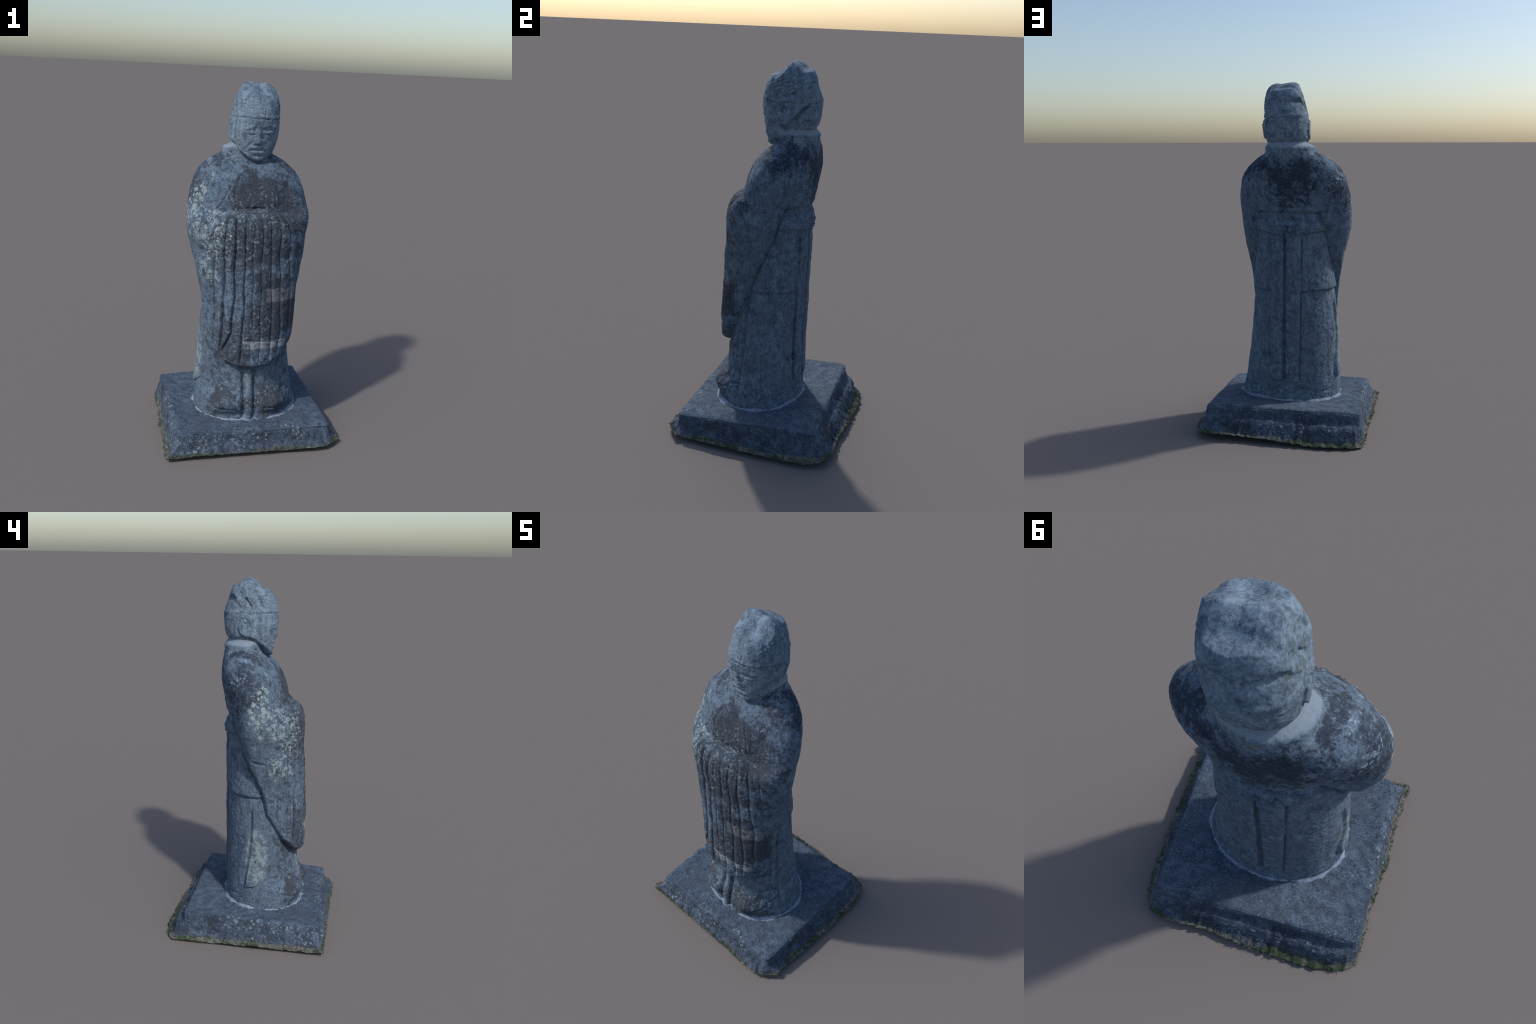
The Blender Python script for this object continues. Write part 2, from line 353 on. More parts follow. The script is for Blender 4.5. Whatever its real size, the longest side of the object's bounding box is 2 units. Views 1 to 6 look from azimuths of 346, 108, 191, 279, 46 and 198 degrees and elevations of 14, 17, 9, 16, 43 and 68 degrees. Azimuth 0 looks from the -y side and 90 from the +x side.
def carve_head(R, Zc):
    A = np.degrees(TH)[None, :] + 0 * Zc
    A = A - 4.0 * sstep(75, 50, np.abs(A - 4)) * sstep(1.80, 1.78, Zc)      # face turned slightly to +x
    x = AX + R * np.sin(TH)
    d = np.zeros_like(R)
    hz = sstep(1.555, 1.57, Zc)
    P = lambda pts: path_dist(pts, A, Zc, R)
    # cap band
    zb = 1.802 + .006 * np.cos(np.radians(A + 60))
    wear = sstep(-.5, .5, noise3(A * .05, Zc * 0, Zc * 0, 1.0, 91))
    zb = zb + .002 * noise3(A * .09, Zc * 0, Zc * 0, 1.0, 93)
    wear = np.maximum(wear, sstep(35, 50, A))
    d -= (.0008 + .0038 * wear) * gauss(Zc - zb, .0035)
    d += .003 * gauss(Zc - zb - .012, .009)
    # brow, nose, eyes, moustache, mouth, chin (worn)
    d += .005 * gauss(P([(-34, 1.752), (-14, 1.768), (-6, 1.758)]), .010)
    d += .006 * gauss(P([(12, 1.758), (22, 1.772), (44, 1.760)]), .010)
    d -= .008 * gauss(P([(9, 1.752), (14, 1.748)]), .009)
    d -= .006 * gauss(P([(-10, 1.755), (-14, 1.742)]), .009)
    nw = np.interp(Zc, [1.665, 1.69, 1.76], [.020, .019, .010])
    d += .011 * gauss(np.radians(A - 0.5) * R, nw) * sstep(1.662, 1.672, Zc) * sstep(1.775, 1.715, Zc)
    d += .006 * gauss(np.radians(A - 0.5) * R, .026) * gauss(Zc - 1.684, .013)
    d -= .006 * gauss(P([(-9, 1.664), (9, 1.664)]), .006)
    for a0, s in ((-23, .6), (33, 1.0)):
        d += s * .006 * np.exp(-((A - a0) / 12) ** 2 - ((Zc - 1.733) / .012) ** 2)
        d -= s * .005 * gauss(P([(a0 - 14, 1.724), (a0, 1.716), (a0 + 14, 1.724)]), .0045)
        d -= s * .004 * gauss(P([(a0 - 13, 1.738), (a0, 1.748), (a0 + 13, 1.742)]), .004)
    d += .005 * gauss(P([(-4, 1.654), (-22, 1.650), (-36, 1.636)]), .007)
    d += .005 * gauss(P([(8, 1.654), (22, 1.648), (36, 1.630)]), .007)
    d -= .006 * gauss(P([(-26, 1.634), (-10, 1.636), (0, 1.632), (12, 1.636), (28, 1.632)]), .0045)
    d += .004 * gauss(P([(-12, 1.621), (14, 1.621)]), .009)
    d -= .004 * gauss(P([(-14, 1.605), (16, 1.605)]), .008)
    d += .005 * gauss(P([(-12, 1.588), (16, 1.586)]), .012)
    d -= .004 * gauss(P([(-20, 1.676), (-34, 1.655), (-42, 1.625)]), .008)
    d -= .004 * gauss(P([(22, 1.676), (38, 1.655), (46, 1.625)]), .008)
    d = np.where(Zc < 1.79, d * .8, d)
    # ear towards +x: raised rim, deep slanting groove behind it
    gr = P([(106, 1.668), (118, 1.690), (125, 1.715), (139, 1.772), (147, 1.786)])
    gw = np.interp(Zc, [1.66, 1.72, 1.785], [.016, .012, .007])
    d -= .024 * np.exp(-(gr / gw) ** 2)
    d += .014 * gauss(P([(113, 1.768), (108, 1.73), (101, 1.695)]), .020)
    d -= .011 * gauss(P([(97, 1.752), (101, 1.772), (106, 1.778)]), .006)
    d -= .006 * gauss(P([(110, 1.770), (118, 1.776)]), .004)
    d -= .008 * gauss(P([(96, 1.674), (104, 1.668)]), .006)
    d -= .004 * gauss(P([(98, 1.70), (102, 1.71)]), .006)
    # ear towards -x: step down behind it
    er = np.interp(Zc, [1.675, 1.70, 1.734, 1.77, 1.785], [-108, -122, -126.5, -122, -114])
    inside = sstep(er - 2, er + 3, A) * sstep(-78, -100, A) * band(Zc, 1.672, 1.788, .006)
    d += .008 * inside
    d -= .006 * gauss(np.radians(A - er + 3) * R, .007) * band(Zc, 1.68, 1.775, .01)
    d -= .007 * gauss(P([(-119, 1.778), (-113, 1.784), (-109, 1.772)]), .006)
    d -= .005 * gauss(P([(-112, 1.753), (-104, 1.757)]), .006)
    d -= .007 * gauss(P([(-116, 1.680), (-108, 1.672), (-98, 1.670)]), .007)
    # cap: scale-like carving on +x, hollows and cracks
    scale = sstep(60, 74, A) * sstep(128, 116, A) * sstep(1.82, 1.84, Zc) * sstep(1.93, 1.905, Zc)
    u = np.radians(A) * .15 / .026 + .35 * np.sin(Zc * 90); v = (Zc - .35 * np.radians(A - 95) * .15) / .019
    row = np.floor(v); fu = (u + .5 * (row % 2)) % 1 - .5; fv = v - row - .5
    d += scale * .008 * (np.clip(1 - (fu / .5) ** 2 - (fv / .5) ** 2, 0, 1) ** .6 - .7)
    d -= .009 * gauss(P([(112, 1.833), (120, 1.842)]), .008)
    d -= .005 * gauss(P([(70, 1.825), (84, 1.815), (104, 1.828)]), .005)
    d -= .016 * np.exp(-((A + 157) / 11) ** 2 - ((Zc - 1.887) / .013) ** 2)
    d += .007 * gauss(P([(-146, 1.91), (-136, 1.878), (-124, 1.852)]), .008)
    d += .009 * np.exp(-((A + 148) / 14) ** 2 - ((Zc - 1.925) / .022) ** 2)
    d -= .010 * gauss(P([(-120, 1.880), (-111, 1.862), (-103, 1.846)]), .006)
    d -= .006 * gauss(P([(-135, 1.915), (-125, 1.885), (-118, 1.875)]), .010)
    d -= .006 * gauss(P([(-80, 1.895), (-70, 1.86), (-66, 1.838)]), .009)
    d -= .005 * gauss(P([(-45, 1.90), (-52, 1.86)]), .008)
    d -= .005 * gauss(P([(146, 1.888), (160, 1.90), (172, 1.918)]), .005)
    d -= .004 * gauss(P([(158, 1.80), (160, 1.85)]), .004)
    d -= .004 * gauss(P([(12, 1.905), (24, 1.86), (20, 1.82)]), .007)
    return d * hz


def figure_radius(Z):
    zc = Z[:, None]
    r, over, core = body_radius(Z)
    r = r + carve(r, zc, over) * sstep(1.66, 1.64, zc)
    head = table(HEAD, Z, HEAD_YAW)
    head = head + carve_head(head, zc)
    t = np.clip((zc - JAW[None, :]) / .022, 0, 1)
    lip = np.sqrt(np.clip(1 - (1 - t) ** 2, 0, 1))
    neck = np.where(zc > 1.656, np.minimum(r, head - .004), r)
    r = np.where(head > neck, neck + (head - neck) * lip, neck)
    r = np.where(zc > 1.70, head, r)
    x = AX + r * np.sin(TH); y = AY - r * np.cos(TH)
    z3 = zc + 0 * r
    r = r + .0045 * fbm(x, y, z3, 9, 3, 3) * .6 + .0015 * fbm(x, y, z3, 38, 3, 11)
    pits = np.clip(noise3(x, y, z3, 75, 21) - .50, 0, 1)
    soft = 1 - .6 * sstep(1.55, 1.58, zc)
    r = r - .006 * soft * pits + .0009 * soft * noise3(x, y, z3, 160, 23)
    return r, over


def rows():
    z = np.arange(0.095, 1.9001, 0.0027)
    return z


def figure_points():
    Z = rows()
    R, over = figure_radius(Z)
    zz = np.repeat(Z[:, None], NT, 1)
    # hat side rows run up to the uneven rim
    zt = np.arange(1.80, 2.0101, .003)
    HT = table(HEAD, zt, HEAD_YAW)
    HT = HT + carve_head(HT, zt[:, None])
    xt = AX + HT * np.sin(TH); yt = AY - HT * np.cos(TH); z3 = zt[:, None] + 0 * HT
    HT = HT + .0027 * fbm(xt, yt, z3, 9, 3, 3) + .0022 * fbm(xt, yt, z3, 38, 3, 11)
    rim = np.full(NT, 1.93)
    for i in range(NT):
        g = hat_top(xt[:, i], yt[:, i]) - zt
        k = max(1, int(np.argmax(g < 0)))
        rim[i] = zt[k-1] + .003 * g[k-1] / (g[k-1] - g[k] + 1e-9)
    k = np.hanning(17); k /= k.sum()
    rim = np.convolve(np.r_[rim[-8:], rim, rim[:8]], k, 'valid') - .008
    ns = 20
    zs = Z[-1] + (rim - Z[-1])[None, :] * (np.arange(1, ns + 1) / ns)[:, None]
    Rs = np.empty((ns, NT))
    for i in range(NT):
        Rs[:, i] = np.interp(zs[:, i], zt, HT[:, i])
    nc = 44
    f = (1 - np.arange(1, nc + 1) / nc)
    Rc = Rs[-1][None, :] * f[:, None]
    xc = AX + Rc * np.sin(TH); yc = AY - Rc * np.cos(TH)
    hz = hat_top(xc, yc)
    rnd = .008 * np.sqrt(np.clip(1 - (1 - np.clip((1 - f) / .12, 0, 1)) ** 2, 0, 1))[:, None]
    zc = np.minimum(hz, rim[None, :] + rnd + (1 - f)[:, None] * .5)
    zc = zc + .003 * fbm(xc, yc, zc, 22, 3, 5) * (1 - f)[:, None] ** .5
    R = np.vstack([R, Rs, Rc[:-1]]); zz = np.vstack([zz, zs, zc[:-1]])
    over = np.vstack([over, np.zeros((ns + nc - 1, NT))])
    return R, zz, over


def to_xyz(R, zz):
    return AX + R * np.sin(TH), AY - R * np.cos(TH), zz


# ---------------------------------------------------------------- scene
def new_mesh(name, verts, faces, smooth=True):
    me = bpy.data.meshes.new(name)
    nv, nf = len(verts), len(faces)
    me.vertices.add(nv); me.vertices.foreach_set('co', np.asarray(verts, np.float32).ravel())
    k = faces.shape[1]
    me.loops.add(nf * k); me.loops.foreach_set('vertex_index', faces.astype(np.int32).ravel())
    me.polygons.add(nf)
    me.polygons.foreach_set('loop_start', np.arange(0, nf * k, k, dtype=np.int32))
    me.update(calc_edges=True)
    if smooth:
        me.polygons.foreach_set('use_smooth', np.ones(nf, bool))
    me.validate()
    return me


# ---------------------------------------------------------------- materials
class Graph:
    def __init__(self, name):
        self.mat = bpy.data.materials.new(name); self.mat.use_nodes = True
        self.t = self.mat.node_tree
        self.bsdf = self.t.nodes['Principled BSDF']
        self.co = self.node('ShaderNodeTexCoord').outputs['Object']
        xyz = self.node('ShaderNodeSeparateXYZ', {0: self.co})
        self.x, self.y, self.z = xyz.outputs
        w1 = self.node('ShaderNodeTexNoise', {'Vector': self.co, 'Scale': 7.0, 'Detail': 5.0, 'Roughness': .65}).outputs[1]
        w1 = self.node('ShaderNodeVectorMath', {0: w1, 1: (.5, .5, .5)}, operation='SUBTRACT').outputs[0]
        w1 = self.node('ShaderNodeVectorMath', {0: w1, 1: (.30, .30, .34)}, operation='MULTIPLY').outputs[0]
        self.wco = self.node('ShaderNodeVectorMath', {0: self.co, 1: w1}, operation='ADD').outputs[0]

    def node(self, kind, inputs=None, **props):
        n = self.t.nodes.new(kind)
        for k, v in props.items():
            setattr(n, k, v)
        for k, v in (inputs or {}).items():
            if hasattr(v, 'is_output'):
                self.t.links.new(v, n.inputs[k])
            else:
                n.inputs[k].default_value = v
        return n

    def math(self, op, a, b=0.0, c=0.0, clamp=False):
        return self.node('ShaderNodeMath', {0: a, 1: b, 2: c}, operation=op, use_clamp=clamp).outputs[0]

    def add(self, a, b): return self.math('ADD', a, b)
    def mul(self, a, b): return self.math('MULTIPLY', a, b)
    def sub(self, a, b): return self.math('SUBTRACT', a, b)

    def scaled(self, sx, sy, sz, off=(0, 0, 0)):
        return self.node('ShaderNodeMapping', {0: self.co, 1: off, 3: (sx, sy, sz)}).outputs[0]

    def noise(self, scale, detail=4, rough=.6, dist=0.0, vec=None, off=None):
        v = vec if vec is not None else self.co
        if off is not None:
            v = self.node('ShaderNodeVectorMath', {0: v, 1: (off, off * 1.7, off * .6)}, operation='ADD').outputs[0]
        return self.node('ShaderNodeTexNoise', {'Vector': v, 'Scale': scale, 'Detail': detail, 'Roughness': rough, 'Distortion': dist}).outputs[0]

    def ramp(self, v, lo, hi, a=0.0, b=1.0):
        return self.node('ShaderNodeMapRange', {0: v, 1: lo, 2: hi, 3: a, 4: b}, interpolation_type='SMOOTHSTEP').outputs[0]

    def blob(self, c, r, soft=.6, warp=True):
        """1 at the centre of an ellipsoid falling to 0 at its surface."""
        v = self.node('ShaderNodeVectorMath', {0: self.wco if warp else self.co, 1: c}, operation='SUBTRACT').outputs[0]
        v = self.node('ShaderNodeVectorMath', {0: v, 1: tuple(1 / k for k in r)}, operation='MULTIPLY').outputs[0]
        l = self.node('ShaderNodeVectorMath', {0: v}, operation='LENGTH').outputs[1]
        return self.ramp(l, 1.0, 1.0 - soft)

    def anyof(self, *m):
        o = m[0]
        for k in m[1:]:
            o = self.math('MAXIMUM', o, k)
        return o

    def mix(self, f, a, b):
        n = self.t.nodes.new('ShaderNodeMix'); n.data_type = 'RGBA'
        for k, v in ((0, f), (6, a), (7, b)):
            if hasattr(v, 'is_output'):
                self.t.links.new(v, n.inputs[k])
            else:
                n.inputs[k].default_value = v if k == 0 else (*v, 1)
        return n.outputs[2]

    def spots(self, scale, lo, hi, warp=.25, off=0.0):
        """Rounded lichen spots: soft discs of varied size on a voronoi lattice."""
        w = self.node('ShaderNodeTexNoise', {'Vector': self.co, 'Scale': scale * 1.8, 'Detail': 3.0})
        wv = self.node('ShaderNodeVectorMath', {0: w.outputs[1], 1: (warp / scale * 1.2,) * 3}, operation='MULTIPLY').outputs[0]
        v = self.node('ShaderNodeVectorMath', {0: self.co, 1: wv}, operation='ADD').outputs[0]
        v = self.node('ShaderNodeVectorMath', {0: v, 1: (off, off, off)}, operation='ADD').outputs[0]
        vo = self.node('ShaderNodeTexVoronoi', {'Vector': v, 'Scale': scale, 'Randomness': 1.0})
        rnd = self.node('ShaderNodeSeparateColor', {0: vo.outputs['Color']}).outputs[0]
        d = self.sub(vo.outputs['Distance'], self.mul(rnd, .25))
        return self.ramp(d, hi, lo)

    def finish(self, col, rough=.92, bump=None, dist=.004, strength=.5):
        self.t.links.new(col, self.bsdf.inputs['Base Color'])
        self.bsdf.inputs['Roughness'].default_value = rough
        self.bsdf.inputs['Specular IOR Level'].default_value = .25
        if bump is not None:
            b = self.node('ShaderNodeBump', {'Height': bump, 'Distance': dist, 'Strength': strength})
            self.t.links.new(b.outputs[0], self.bsdf.inputs['Normal'])
        return self.mat


def stone_material():
    g = Graph('weathered_figure_stone')
    fine = g.noise(95, 5, .7); mid = g.noise(24, 5, .65); big = g.noise(6, 4, .6, .4)
    streak = g.noise(1, 5, .65, vec=g.scaled(46, 46, 7))
    grain = g.add(g.mul(fine, .45), g.add(g.mul(mid, .35), g.mul(streak, .2)))
    col = g.mix(g.ramp(grain, .36, .64), STONE_LO, STONE_HI)
    col = g.mix(g.mul(g.ramp(big, .42, .66), .45), col, STONE_WARM)
    head = g.ramp(g.z, 1.56, 1.60)
    col = g.mix(head, col, g.mix(g.ramp(grain, .36, .64), HEAD_LO, HEAD_HI))
    # dark biofilm, in streaky patches
    film = g.anyof(
        g.mul(g.blob((-.03, .20, 1.47), (.34, .18, .21), .9), 1.0), g.mul(g.blob((-.02, .20, 1.36), (.24, .10, .16), .95), .8),
        g.mul(g.blob((.20, .07, 1.53), (.18, .20, .12), .9), .95), g.mul(g.blob((-.17, .04, 1.59), (.16, .18, .08), .9), 1.0),
        g.mul(g.blob((.02, -.16, 1.43), (.28, .22, .28), .85), 1.0), g.mul(g.blob((.18, -.17, 1.34), (.26, .24, .30), .9), .95),
        g.mul(g.blob((-.03, -.26, 1.16), (.40, .24, .28), .7), .85), g.mul(g.blob((.10, -.27, .9), (.24, .16, .24), .9), .95),
        g.mul(g.blob((.11, -.27, .73), (.20, .14, .13), .45), 1.0), g.mul(g.blob((-.13, -.25, .62), (.18, .14, .24), .8), .8),
        g.mul(g.blob((-.05, -.28, .50), (.22, .12, .09), .9), .85), g.mul(g.blob((.03, -.28, .66), (.26, .14, .18), .9), .85),
        g.mul(g.mul(g.ramp(g.add(g.z, g.add(g.mul(g.sub(mid, .5), .02), g.mul(g.math('ABSOLUTE', g.sub(g.x, .01)), -.12))), .822, .815), g.ramp(g.z, .60, .70)), g.mul(g.mul(g.ramp(g.x, -.05, .0), g.ramp(g.y, -.10, -.18)), .95)),
        g.mul(g.blob((-.18, -.26, .25), (.16, .16, .12), .9), .9), g.mul(g.blob((.12, -.26, .22), (.22, .16, .12), .9), .9),
        g.mul(g.blob((-.30, .0, 1.42), (.16, .26, .26), .9), .75), g.mul(g.mul(g.ramp(g.y, -.05, -.20), g.ramp(g.z, 1.60, 1.50)), .36), .02)
    fn = g.add(g.mul(g.noise(15, 6, .8, .5), .5), g.add(g.mul(g.noise(55, 5, .8, 0, off=3.1), .42), g.mul(streak, .25)))
    fm = g.ramp(g.add(film, g.mul(g.sub(fn, .565), 5.2)), .34, .88)
    col = g.mix(g.mul(fm, .82), col, g.mix(g.ramp(g.y, -.1, .1), FILM_FRONT, FILM_BACK))
    brk = g.ramp(g.add(g.mul(g.noise(42, 4, .8, .3, off=12.0), .6), g.mul(g.noise(120, 3, .7, off=2.0), .4)), .54, .64)
    col = g.mix(g.mul(brk, g.mul(fm, .45)), col, STONE_HI)
    # pale crust where the film has lifted
    crust = g.ramp(g.add(g.mul(g.noise(16, 6, .75, .5, off=7.7), .6), g.mul(g.noise(70, 4, .7, off=1.3), .4)), .53, .62)
    up = g.anyof(g.blob((-.26, .02, 1.50), (.16, .22, .13)), g.mul(g.blob((-.10, -.2, 1.18), (.26, .2, .22)), .7), g.mul(g.blob((.2, -.1, 1.42), (.16, .2, .16)), .6),
                 g.mul(g.blob((-.12, -.25, .75), (.16, .14, .26)), .55), g.mul(g.blob((-.05, .16, 1.56), (.2, .1, .06)), .5))
    col = g.mix(g.mul(crust, up), col, CRUST)
    # lichen discs: large on the -x arm, small ones scattered over the front
    arm = g.anyof(g.blob((-.32, -.10, 1.32), (.14, .16, .26), .7), g.blob((-.24, -.20, 1.20), (.14, .14, .22), .7), g.mul(g.blob((-.27, -.18, 1.02), (.12, .12, .18), .8), .8))
    clump = g.ramp(g.add(g.mul(g.noise(17, 5, .7, .6, off=5.5), .55), g.mul(g.noise(60, 4, .75, off=2.5), .45)), .518, .575)
    discs = g.anyof(g.spots(30, .11, .20, .45), g.spots(52, .12, .22, .5, 1.7))
    amask = g.ramp(g.add(arm, g.mul(g.sub(g.noise(10, 3, off=5.0), .5), 2.0)), .38, .60)
    l1 = g.mul(g.anyof(g.mul(clump, g.ramp(arm, .2, .6)), discs), amask)
    front = g.anyof(g.blob((-.03, -.2, 1.22), (.32, .2, .34), .5), g.mul(g.blob((.0, -.27, .68), (.25, .15, .28)), .8), g.mul(g.blob((0, -.25, .24), (.33, .2, .14)), .9),
                    g.mul(g.blob((-.28, .0, .45), (.10, .2, .28)), .6))
    fmask = g.ramp(g.add(front, g.mul(g.sub(g.noise(14, 4, .7, off=9.0), .5), 3.2)), .62, .95)
    fleck = g.ramp(g.add(g.mul(g.noise(85, 4, .7, off=6.1), .6), g.mul(g.noise(30, 4, .6, off=3.3), .4)), .565, .62)
    l2 = g.mul(g.anyof(g.spots(48, .08, .17, .6, 2.2), fleck), fmask)
    tint = g.mix(g.ramp(g.add(fine, g.mul(g.sub(mid, .5), .5)), .38, .62), LICHEN2, LICHEN)
    col = g.mix(g.mul(l1, .88), col, tint)
    col = g.mix(g.mul(l2, .62), col, LICHEN2)
    # pale mended strips on the drape
    zj = g.add(g.z, g.mul(g.sub(mid, .5), .03)); xj = g.add(g.x, g.mul(g.sub(mid, .5), .04)); fr = g.ramp(g.y, -.14, -.18)
    box = lambda x0, x1, z0, z1: g.mul(g.mul(g.mul(g.ramp(xj, x0 - .006, x0 + .006), g.ramp(xj, x1 + .006, x1 - .006)), g.mul(g.ramp(zj, z0 - .004, z0 + .004), g.ramp(zj, z1 + .004, z1 - .004))), fr)
    m1 = g.mul(box(-.07, .19, .563, .606), g.ramp(g.noise(26, 4, .6), .36, .50))
    m2 = g.mul(box(.055, .235, .828, .902), g.ramp(g.noise(30, 4, .6), .30, .46))
    m3 = g.mul(g.blob((-.28, -.04, .46), (.05, .085, .20), .3, False), g.ramp(g.noise(34, 4, .7), .42, .56))
    m4 = g.mul(g.blob((-.10, -.262, .36), (.10, .06, .07), .5), g.ramp(g.noise(20, 3, .6), .36, .50))
    col = g.mix(g.mul(m1, .75), col, MEND)
    col = g.mix(g.mul(m2, .6), col, MEND2)
    col = g.mix(g.mul(m3, .55), col, LICHEN)
    col = g.mix(g.mul(m4, .45), col, LICHEN2)
    # green growth
    gn = g.ramp(g.add(g.mul(g.noise(38, 5, .7, off=4.4), .6), g.mul(g.noise(10, 3, off=6.6), .4)), .50, .64)
    gm = g.anyof(g.blob((-.09, .07, 1.88), (.07, .11, .11)), g.mul(g.blob((-.10, .03, 1.72), (.04, .10, .12)), .6), g.mul(g.blob((-.10, -.04, 1.62), (.07, .07, .05)), .8),
                 g.mul(g.blob((-.34, -.06, 1.15), (.07, .10, .16)), .8), g.mul(g.blob((.24, -.12, .88), (.06, .08, .10)), .9), g.mul(g.blob((.0, -.02, .17), (.36, .30, .045)), .7),
                 g.mul(g.blob((-.25, -.16, .66), (.05, .06, .16)), .7))
    col = g.mix(g.mul(gn, g.mul(gm, .85)), col, GREEN)
    # rusty lichen
    on_ = g.ramp(g.noise(55, 4, .7, off=8.1), .48, .60)
    om = g.anyof(g.mul(g.blob((.005, .195, 1.597), (.06, .04, .024), .7, False), 1.3), g.mul(g.blob((.12, -.27, .81), (.09, .05, .03)), .45), g.mul(g.blob((.10, -.27, .28), (.10, .06, .06)), .28))
    col = g.mix(g.mul(on_, g.mul(om, .8)), col, RUST)
    # mortar smeared round the neck joint
    nz = g.add(g.z, g.mul(g.sub(g.noise(20, 4), .5), .02))
    nm = g.mul(g.ramp(nz, 1.634, 1.645), g.ramp(nz, 1.670, 1.660))
    nm = g.mul(nm, g.ramp(g.add(g.ramp(g.y, -.04, .08), g.mul(g.noise(18, 4), .5)), .35, .8))
    col = g.mix(g.mul(nm, .75), col, NECK_MORTAR)
    bump = g.add(g.mul(fine, .6), g.add(g.mul(mid, .5), g.mul(g.noise(210, 3, .7), .35)))
    return g.finish(col, .93, bump, .006, .55)


def plinth_material():
    g = Graph('weathered_plinth_stone')
    fine = g.noise(130, 5, .75); mid = g.noise(26, 5, .65); big = g.noise(5, 4, .6)
    grain = g.add(g.mul(fine, .55), g.mul(mid, .45))
    col = g.mix(g.ramp(grain, .38, .64), PLINTH_LO, PLINTH_HI)
    col = g.mix(g.mul(g.ramp(big, .45, .65), .5), col, PLINTH_WARM)
    # dark film on the walls, paler worn arrises
    wall = g.anyof(g.ramp(g.math('ABSOLUTE', g.x), .425, .445), g.ramp(g.y, -.395, -.412), g.ramp(g.y, .34, .36))
    fn = g.add(g.mul(g.noise(7, 6, .7, .3, vec=g.scaled(1, 1, .5)), .6), g.mul(g.noise(40, 4, .7), .4))
    col = g.mix(g.mul(wall, g.mul(g.ramp(fn, .42, .60), .8)), col, PLINTH_FILM)
    front = g.blob((.05, -.38, .16), (.5, .17, .09)); 
    col = g.mix(g.mul(g.ramp(fn, .47, .60), g.mul(front, .5)), col, PLINTH_FILM)
    sp = g.anyof(g.spots(42, .08, .19, .6), g.ramp(g.add(g.mul(g.noise(36, 5, .7, .3, off=8), .6), g.mul(fine, .4)), .56, .62))
    area = g.anyof(g.blob((-.46, -.15, .09), (.07, .40, .07), .4), g.blob((-.30, -.45, .09), (.22, .07, .07), .4), g.blob((-.15, .43, .09), (.33, .09, .08), .4),
                   g.blob((.08, -.44, .10), (.40, .08, .07), .5), g.mul(g.blob((.46, .1, .1), (.06, .35, .06)), .4))
    l = g.mul(sp, g.ramp(g.add(area, g.mul(g.sub(g.noise(9, 3, off=4), .5), 1.5)), .45, .66))
    col = g.mix(g.mul(l, .75), col, LICHEN2)
    col = g.mix(g.mul(g.ramp(g.noise(140, 3, .7, off=5), .56, .66), g.ramp(g.noise(8, 3, off=2), .40, .6, .25, .8)), col, PLINTH_SPECK)
    # moss and soil stain along the foot
    foot = g.ramp(g.add(g.z, g.mul(g.noise(16, 4, .7), .09)), .095, .060)
    gn = g.noise(22, 5, .7, off=3)
    col = g.mix(g.mul(foot, .7), col, g.mix(g.ramp(gn, .45, .6), SOIL, MOSS))
    bump = g.add(g.mul(fine, .7), g.mul(mid, .5))
    return g.finish(col, .95, bump, .005, .6)


def turf_material():
    g = Graph('turf_and_soil')
    n1 = g.noise(60, 5, .75); n2 = g.noise(14, 4, .6)
    col = g.mix(g.ramp(n1, .38, .62), SOIL, STRAW)
    col = g.mix(g.ramp(g.add(g.mul(n2, .6), g.mul(g.noise(45, 4, .7, off=2), .4)), .45, .55), col, MOSS)
    return g.finish(col, 1.0, n1, .008, .8)


def blade_material():
    g = Graph('grass_blades')
    r = g.node('ShaderNodeTexWhiteNoise', {0: g.scaled(30, 30, 0)}).outputs[0]
    col = g.mix(g.ramp(g.noise(18, 3), .42, .58), g.mix(r, SOIL, STRAW), g.mix(r, MOSS, GRASS))
    return g.finish(col, .9)


def mortar_material():
    g = Graph('lime_mortar')
    n = g.add(g.mul(g.noise(60, 5, .75), .6), g.mul(g.noise(12, 4, .6), .4))
    col = g.mix(g.ramp(n, .40, .60), MORTAR_LO, MORTAR)
    return g.finish(col, .95, n, .006, .7)


# base colours (linear)
STONE_LO, STONE_HI, STONE_WARM = (.034, .053, .084), (.154, .217, .298), (.082, .110, .140)
HEAD_LO, HEAD_HI = (.056, .083, .116), (.206, .280, .365)
FILM_FRONT, FILM_BACK = (.029, .032, .042), (.011, .017, .034)
CRUST = (.24, .31, .41)
LICHEN, LICHEN2 = (.28, .345, .35), (.20, .255, .28)
MEND, MEND2 = (.25, .28, .315), (.18, .19, .205)
GREEN, RUST = (.055, .072, .042), (.14, .10, .04)
NECK_MORTAR = (.23, .285, .35)
MORTAR, MORTAR_LO = (.25, .31, .42), (.13, .165, .22)
PLINTH_LO, PLINTH_HI, PLINTH_WARM = (.028, .043, .068), (.108, .150, .212), (.055, .073, .100)
PLINTH_FILM, PLINTH_SPECK = (.022, .027, .040), (.20, .26, .37)
SOIL, MOSS, STRAW, GRASS = (.085, .083, .080), (.042, .064, .036), (.19, .185, .17), (.075, .115, .055)


# ---------------------------------------------------------------- building
def add_object(name, me, parent, mat):
    ob = bpy.data.objects.new(name, me)
    bpy.context.collection.objects.link(ob)
    ob.parent = parent
    me.materials.append(mat)
    return ob


def vertex_normals(V, F):
    n = np.zeros_like(V)
    a = np.cross(V[F[:, 2]] - V[F[:, 0]], V[F[:, 3]] - V[F[:, 1]])
    for k in range(4):
        np.add.at(n, F[:, k], a)
    return n / (np.linalg.norm(n, axis=1, keepdims=True) + 1e-12)


